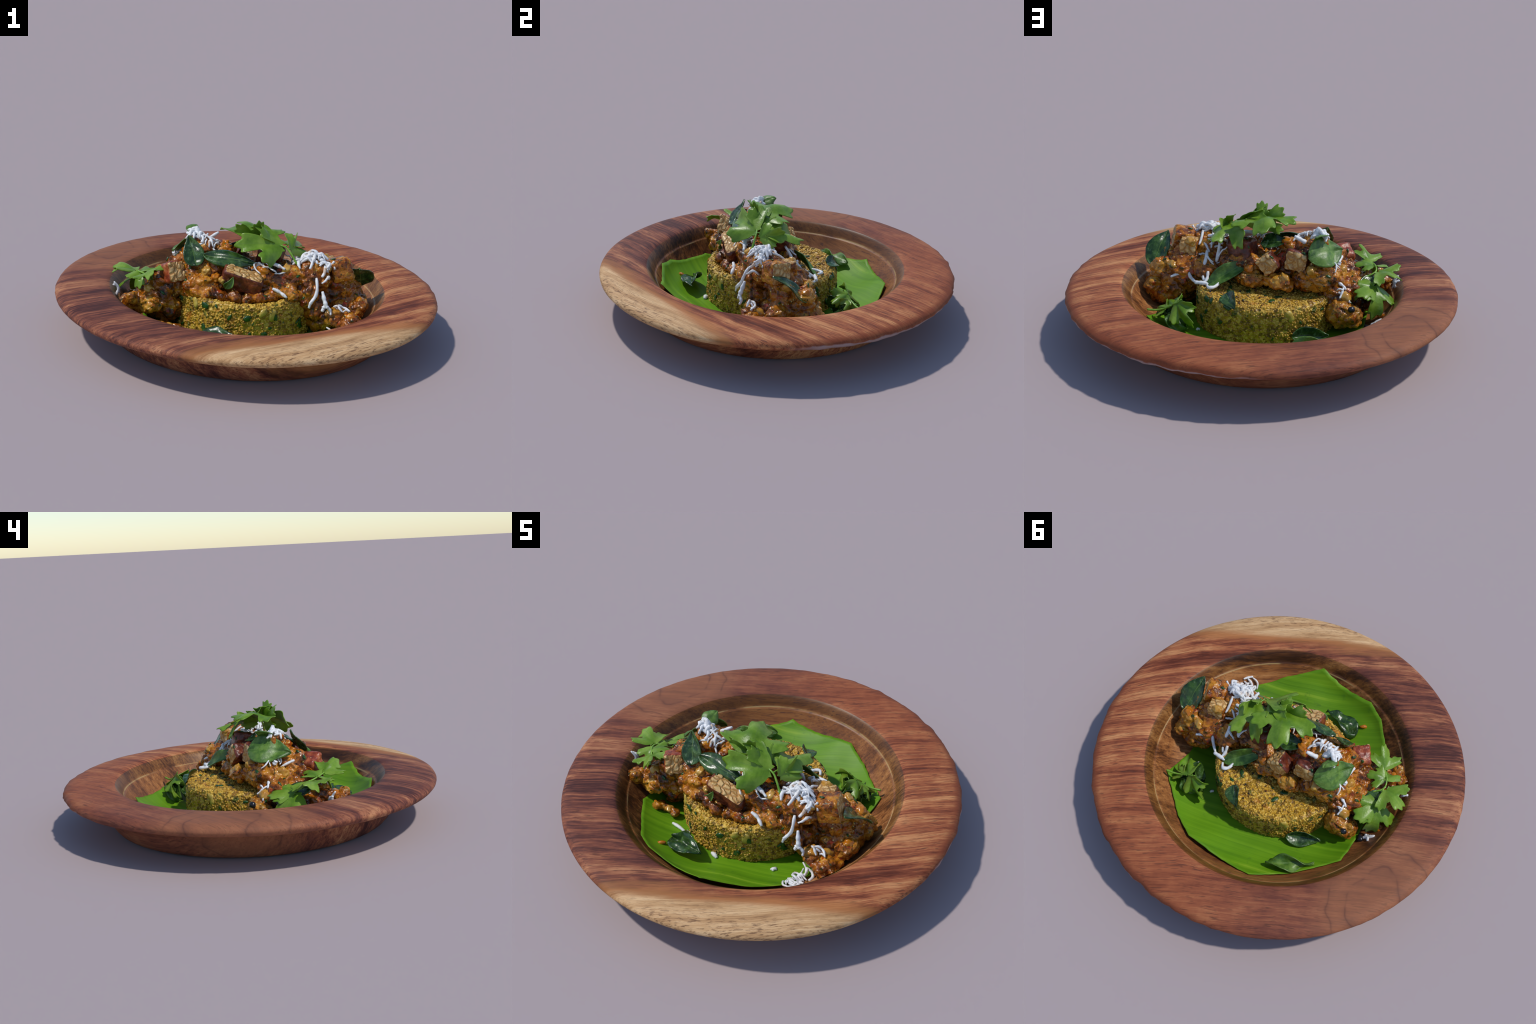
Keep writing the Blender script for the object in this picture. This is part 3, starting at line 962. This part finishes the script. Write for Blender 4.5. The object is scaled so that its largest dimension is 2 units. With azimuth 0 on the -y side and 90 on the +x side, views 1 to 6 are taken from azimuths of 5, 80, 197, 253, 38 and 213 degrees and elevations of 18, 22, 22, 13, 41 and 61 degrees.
LOBES = {
    "three": [(0.0, 0.97, 0.42), (0.90, 0.80, 0.42), (-0.90, 0.80, 0.42)],
    "five": [(0.0, 1.0, 0.28), (0.62, 0.90, 0.26), (-0.62, 0.90, 0.26), (1.25, 0.70, 0.26), (-1.25, 0.70, 0.26)],
    "two": [(-0.32, 0.95, 0.40), (0.52, 1.0, 0.40)],
}


def coriander_leaf(parent, base, tip, nrm, kind="three", wide=1.0, ruffle=0.10, bend=0.12, seed=0, mat=None):
    """leaflet from its stalk point to its tip: lobed, ruffled and bent"""
    ruffle, bend = ruffle * 1.5, bend * 1.3
    base, tip, nrm = V(*base), V(*tip), V(*nrm)
    L = (tip - base).length
    na, nr = 150, 14
    lobes = LOBES[kind]
    verts, faces = [(0, 0, 0)], []
    for j in range(1, nr + 1):
        f = j / nr
        for k in range(na + 1):
            th = -2.1 + 4.2 * k / na
            r = lobed_radius(th, seed, lobes) * (1 + 0.05 * noise.noise(Vector((th * 7, seed, 0)))) * f
            x, y = r * math.cos(th), r * math.sin(th) * wide
            z = ruffle * r * r * math.sin(5 * th + seed) + bend * (math.sin(math.pi * min(1, max(0, x))) - 0.9 * y * y)
            z += 0.05 * r * noise.noise(Vector((x * 3, y * 3, seed * 1.7)))
            verts.append((x * L, y * L, z * L))
    for k in range(na):
        faces.append((0, 1 + k, 2 + k))
    for j in range(nr - 1):
        for k in range(na):
            a = 1 + j * (na + 1) + k
            b = a + na + 1
            faces.append((a, b, b + 1, a + 1))
    ob = add("coriander_leaflet", mesh_from("coriander_leaflet", verts, faces), (mat or M_COR,))
    ob.matrix_world = frame(base, tip, nrm)
    md = ob.modifiers.new("thickness", "SOLIDIFY")
    md.thickness = 0.0032
    md.offset = 0
    mw = ob.matrix_world.copy()
    child_of_empty(ob, parent)
    ob.matrix_basis = mw
    return ob


def spline(pts, n):
    pts = [Vector(p) for p in pts]
    P = [pts[0] * 2 - pts[1]] + pts + [pts[-1] * 2 - pts[-2]]
    out = []
    segs = len(pts) - 1
    for i in range(n + 1):
        u = i / n * segs
        s = min(segs - 1, int(u))
        t = u - s
        a, b, c, d = P[s:s + 4]
        out.append(0.5 * ((2 * b) + (c - a) * t + (2 * a - 5 * b + 4 * c - d) * t * t + (3 * b - a - 3 * c + d) * t ** 3))
    return out


def tube(pts, radius, n=16, sides=8, lump=0.0, seed=0.0):
    path = spline(pts, n)
    verts, faces = [], []
    ref = Vector((0.3, 0.5, 0.81))
    for i, p in enumerate(path):
        t = (path[min(n, i + 1)] - path[max(0, i - 1)]).normalized()
        a = t.cross(ref).normalized()
        b = t.cross(a)
        f = i / n
        r = radius(f) * (1 + lump * noise.noise(Vector((f * 5, seed, 0))))
        for k in range(sides):
            th = 2 * math.pi * k / sides
            verts.append(p + (a * math.cos(th) + b * math.sin(th) * (1 - 0.3 * lump)) * r)
    for i in range(n):
        for k in range(sides):
            k2 = (k + 1) % sides
            faces.append((i * sides + k, i * sides + k2, (i + 1) * sides + k2, (i + 1) * sides + k))
    faces.append(tuple(range(sides))[::-1])
    faces.append(tuple(n * sides + k for k in range(sides)))
    return verts, faces


def stem(parent, pts, r0=0.006, r1=0.0035):
    v, f = tube(pts, lambda t: r0 + (r1 - r0) * t, n=24)
    ob = add("coriander_stem", mesh_from("coriander_stem", v, f), (M_STEM,))
    child_of_empty(ob, parent)


SPRIG_A = thing(empty("coriander_sprig", (0.253, -0.177, 0.425)), "fresh bright green coriander sprig with lobed leaflets", "herb")
stem(SPRIG_A, [(0.262, -0.182, 0.415), (0.225, -0.160, 0.465), (0.190, -0.145, 0.492), (0.10, -0.13, 0.505), (0.03, -0.13, 0.515)])
stem(SPRIG_A, [(0.195, -0.145, 0.490), (0.205, -0.10, 0.490), (0.21, -0.07, 0.485)], 0.004, 0.003)
coriander_leaf(SPRIG_A, (0.045, -0.135, 0.520), (-0.035, 0.085, 0.500), (-0.05, 0.45, 0.9), "three", 1.05, 0.10, 0.16, 1)
coriander_leaf(SPRIG_A, (0.050, -0.115, 0.500), (-0.055, -0.165, 0.585), (-0.35, 0.80, 0.40), "three", 1.0, 0.12, 0.05, 2)
coriander_leaf(SPRIG_A, (0.215, -0.095, 0.488), (0.180, 0.095, 0.420), (0.15, 0.45, 0.9), "two", 0.85, 0.12, 0.10, 3)
coriander_leaf(SPRIG_A, (0.175, -0.145, 0.492), (-0.045, -0.225, 0.520), (0.1, -0.65, 0.75), "three", 0.8, 0.10, 0.06, 4)
coriander_leaf(SPRIG_A, (0.150, -0.13, 0.500), (0.020, -0.06, 0.578), (0.55, 0.1, 0.7), "three", 0.8, 0.12, 0.06, 5)
coriander_leaf(SPRIG_A, (0.225, -0.13, 0.470), (0.235, 0.00, 0.505), (0.8, 0.1, 0.5), "three", 0.8, 0.16, 0.10, 6)

SPRIG_B = thing(empty("coriander_sprig", (-0.466, -0.074, 0.25)), "fresh bright green coriander sprig with lobed leaflets", "herb")
stem(SPRIG_B, [(-0.450, -0.060, 0.250), (-0.52, -0.11, 0.285), (-0.560, -0.150, 0.305), (-0.545, -0.20, 0.320), (-0.50, -0.245, 0.325)])
stem(SPRIG_B, [(-0.56, -0.145, 0.305), (-0.57, -0.09, 0.275), (-0.565, -0.06, 0.26)], 0.005, 0.003)
coriander_leaf(SPRIG_B, (-0.505, -0.240, 0.325), (-0.435, -0.345, 0.345), (-0.3, -0.1, 0.9), "three", 1.0, 0.14, 0.10, 7)
coriander_leaf(SPRIG_B, (-0.535, -0.195, 0.320), (-0.440, -0.165, 0.305), (-0.2, 0.1, 0.95), "three", 1.0, 0.12, 0.14, 8)
coriander_leaf(SPRIG_B, (-0.575, -0.150, 0.305), (-0.700, -0.100, 0.290), (-0.2, 0.2, 0.9), "three", 1.1, 0.14, 0.10, 9)
coriander_leaf(SPRIG_B, (-0.568, -0.065, 0.262), (-0.455, 0.015, 0.215), (-0.2, 0.4, 0.9), "three", 0.9, 0.12, 0.12, 10)
coriander_leaf(SPRIG_B, (-0.572, -0.070, 0.258), (-0.605, 0.045, 0.140), (-0.6, 0.6, 0.45), "three", 1.0, 0.12, 0.12, 11)
coriander_leaf(SPRIG_B, (-0.545, -0.190, 0.318), (-0.525, -0.270, 0.255), (0.2, -0.75, 0.6), "three", 1.0, 0.12, 0.12, 12)

SPRIG_C = thing(empty("coriander_sprig", (0.36, 0.32, 0.14)), "wilted green coriander sprig with lobed leaflets", "herb")
stem(SPRIG_C, [(0.490, 0.362, 0.150), (0.44, 0.350, 0.150), (0.39, 0.335, 0.165), (0.355, 0.325, 0.185)])
stem(SPRIG_C, [(0.365, 0.328, 0.180), (0.335, 0.327, 0.200), (0.320, 0.325, 0.215)], 0.005, 0.003)
coriander_leaf(SPRIG_C, (0.345, 0.328, 0.190), (0.245, 0.345, 0.085), (0.25, 0.75, 0.6), "three", 0.7, 0.20, 0.15, 13)
coriander_leaf(SPRIG_C, (0.365, 0.325, 0.180), (0.405, 0.235, 0.130), (0.5, 0.0, 0.8), "three", 0.9, 0.20, 0.14, 14)
coriander_leaf(SPRIG_C, (0.400, 0.335, 0.160), (0.450, 0.290, 0.105), (0.5, 0.4, 0.7), "three", 1.0, 0.22, 0.16, 15)

# ------------------------------------------------------------------ coconut
COCO = thing(empty("grated_coconut", (0.0, -0.1, 0.3)), "scattered white shreds of grated coconut", "coconut")


def shred(pts, r, seed):
    v, f = tube(pts, lambda t: r * (0.55 + 0.75 * math.sin(math.pi * (0.12 + 0.80 * t)) ** 0.8), n=12, sides=7, lump=0.5, seed=seed)
    ob = add("coconut_shred", mesh_from("coconut_shred", v, f), (M_COCO,))
    child_of_empty(ob, COCO)
    return ob


def draped(x0, y0, x1, y1, lift=0.006, arch=0.0, n=4, z=None):
    pts = []
    for i in range(n + 1):
        t = i / n
        x, y = x0 + (x1 - x0) * t, y0 + (y1 - y0) * t
        pts.append([x, y, top_z(x, y) + lift + arch * math.sin(math.pi * t)])
    mid = pts[n // 2][2]
    L = math.hypot(x1 - x0, y1 - y0)
    for i, p in enumerate(pts):
        lim = 0.45 * L * abs(i - n // 2) / n + 0.002
        p[2] = min(mid + lim, max(mid - lim * 1.6, p[2]))
    return pts


rngw = random.Random(17)
# strands that can be told apart
for i, (pts, r) in enumerate([
    ([(0.375, 0.005, 0.315), (0.365, 0.045, 0.275), (0.335, 0.09, 0.245)], 0.0075),
    ([(0.395, 0.06, 0.285), (0.36, 0.11, 0.250), (0.30, 0.165, 0.240)], 0.0070),
    ([(0.300, 0.02, 0.370), (0.290, 0.06, 0.340), (0.295, 0.10, 0.280), (0.270, 0.14, 0.250)], 0.0070),
    ([(0.260, 0.11, 0.290), (0.255, 0.14, 0.260), (0.262, 0.165, 0.246)], 0.0075),
    ([(0.310, 0.165, 0.245), (0.27, 0.168, 0.248), (0.235, 0.17, 0.248)], 0.0085),
    ([(0.235, 0.19, 0.250), (0.215, 0.215, 0.250), (0.19, 0.20, 0.252), (0.180, 0.165, 0.258)], 0.0090),
    ([(0.155, 0.03, 0.385), (0.131, 0.025, 0.400), (0.110, 0.020, 0.412)], 0.0085),
    ([(0.460, 0.130, 0.240), (0.421, 0.111, 0.258), (0.385, 0.09, 0.270)], 0.0070),
    ([(0.150, -0.265, 0.305), (0.186, -0.265, 0.290), (0.225, -0.285, 0.270)], 0.0085),
    ([(0.110, -0.195, 0.418), (0.16, -0.205, 0.412), (0.205, -0.215, 0.395)], 0.0080),
    ([(0.365, -0.21, 0.360), (0.372, -0.235, 0.320), (0.368, -0.25, 0.280), (0.345, -0.27, 0.245), (0.338, -0.275, 0.22)], 0.0075),
    ([(0.400, -0.235, 0.300), (0.415, -0.255, 0.255), (0.430, -0.270, 0.225)], 0.0090),
    ([(0.425, -0.265, 0.235), (0.445, -0.26, 0.210), (0.450, -0.27, 0.19)], 0.0080),
    ([(0.415, -0.262, 0.235), (0.405, -0.27, 0.205)], 0.0075),
    ([(-0.235, -0.03, 0.455), (-0.21, -0.02, 0.470), (-0.165, 0.00, 0.500)], 0.0100),
    ([(-0.235, -0.03, 0.455), (-0.262, -0.055, 0.500), (-0.275, -0.06, 0.540)], 0.0130),
    ([(-0.235, -0.045, 0.450), (-0.245, -0.085, 0.480), (-0.28, -0.095, 0.500)], 0.0100),
    ([(-0.275, -0.06, 0.535), (-0.30, -0.04, 0.515), (-0.325, -0.03, 0.49)], 0.0090),
    ([(-0.36, 0.03, 0.385), (-0.335, 0.03, 0.398), (-0.31, 0.035, 0.404)], 0.0100),
    ([(-0.395, -0.03, 0.385), (-0.388, -0.02, 0.365)], 0.0100),
    ([(-0.385, -0.13, 0.375), (-0.380, -0.09, 0.360), (-0.375, -0.06, 0.345)], 0.0065),
    ([(0.235, 0.005, 0.420), (0.232, 0.035, 0.365), (0.24, 0.045, 0.32)], 0.0075),
    ([(-0.655, -0.235, 0.190), (-0.645, -0.225, 0.230), (-0.665, -0.235, 0.265)], 0.0060),
    ([(-0.640, -0.215, 0.200), (-0.655, -0.21, 0.235), (-0.675, -0.22, 0.245)], 0.0055),
    ([(0.56, 0.02, 0.265), (0.55, 0.06, 0.275), (0.53, 0.085, 0.270)], 0.006),
]):
    shred(pts, r, i * 1.3)
for i, (a, b, c, d, r) in enumerate([(-0.297, -0.357, -0.205, -0.365, 0.0080), (-0.210, -0.368, -0.185, -0.355, 0.0080), (-0.007, -0.396, 0.036, -0.412, 0.0095),
                                     (-0.64, 0.03, -0.58, 0.06, 0.008), (-0.62, 0.07, -0.60, 0.03, 0.007), (-0.585, 0.03, -0.61, 0.06, 0.007),
                                     (0.297, -0.32, 0.322, -0.305, 0.007), (0.31, -0.325, 0.313, -0.295, 0.006), (0.245, 0.275, 0.255, 0.29, 0.006)]):
    shred(draped(a, b, c, d, 0.004, 0.006), r, 40 + i)
# heaps of short strands: centre, spread, count, radius
k = 60
for cx, cy, sx, sy, num, r in [(0.335, -0.135, 0.060, 0.050, 46, 0.0080), (0.300, -0.06, 0.05, 0.04, 10, 0.0075), (0.40, -0.16, 0.03, 0.04, 8, 0.008),
                               (-0.27, -0.07, 0.030, 0.035, 14, 0.0085), (-0.19, -0.10, 0.05, 0.04, 9, 0.007), (0.455, -0.335, 0.030, 0.050, 26, 0.0080),
                               (-0.05, -0.16, 0.09, 0.03, 8, 0.007), (-0.38, -0.05, 0.04, 0.06, 4, 0.006), (0.12, -0.20, 0.09, 0.03, 7, 0.006),
                               (0.48, -0.20, 0.07, 0.05, 5, 0.0065), (-0.43, 0.05, 0.02, 0.03, 4, 0.007), (0.24, 0.05, 0.03, 0.03, 4, 0.006)]:
    for _ in range(num):
        x, y = cx + max(-1.2, min(1.2, rngw.gauss(0, 0.6))) * sx, cy + max(-1.2, min(1.2, rngw.gauss(0, 0.6))) * sy
        a = rngw.uniform(0, 6.28)
        l = rngw.uniform(0.016, 0.040)
        dx, dy = math.cos(a) * l, math.sin(a) * l
        side = rngw.gauss(0, 0.35) * l
        path = (draped(x - dx, y - dy, x + dx, y + dy, rngw.uniform(0.002, 0.014), rngw.uniform(-0.004, 0.022), 4))
        for q, p in enumerate(path):
            w_ = side * math.sin(math.pi * q / 4)
            p[0] -= math.sin(a) * w_
            p[1] += math.cos(a) * w_
        shred(path, r * rngw.uniform(0.50, 0.95), k)
        k += 1
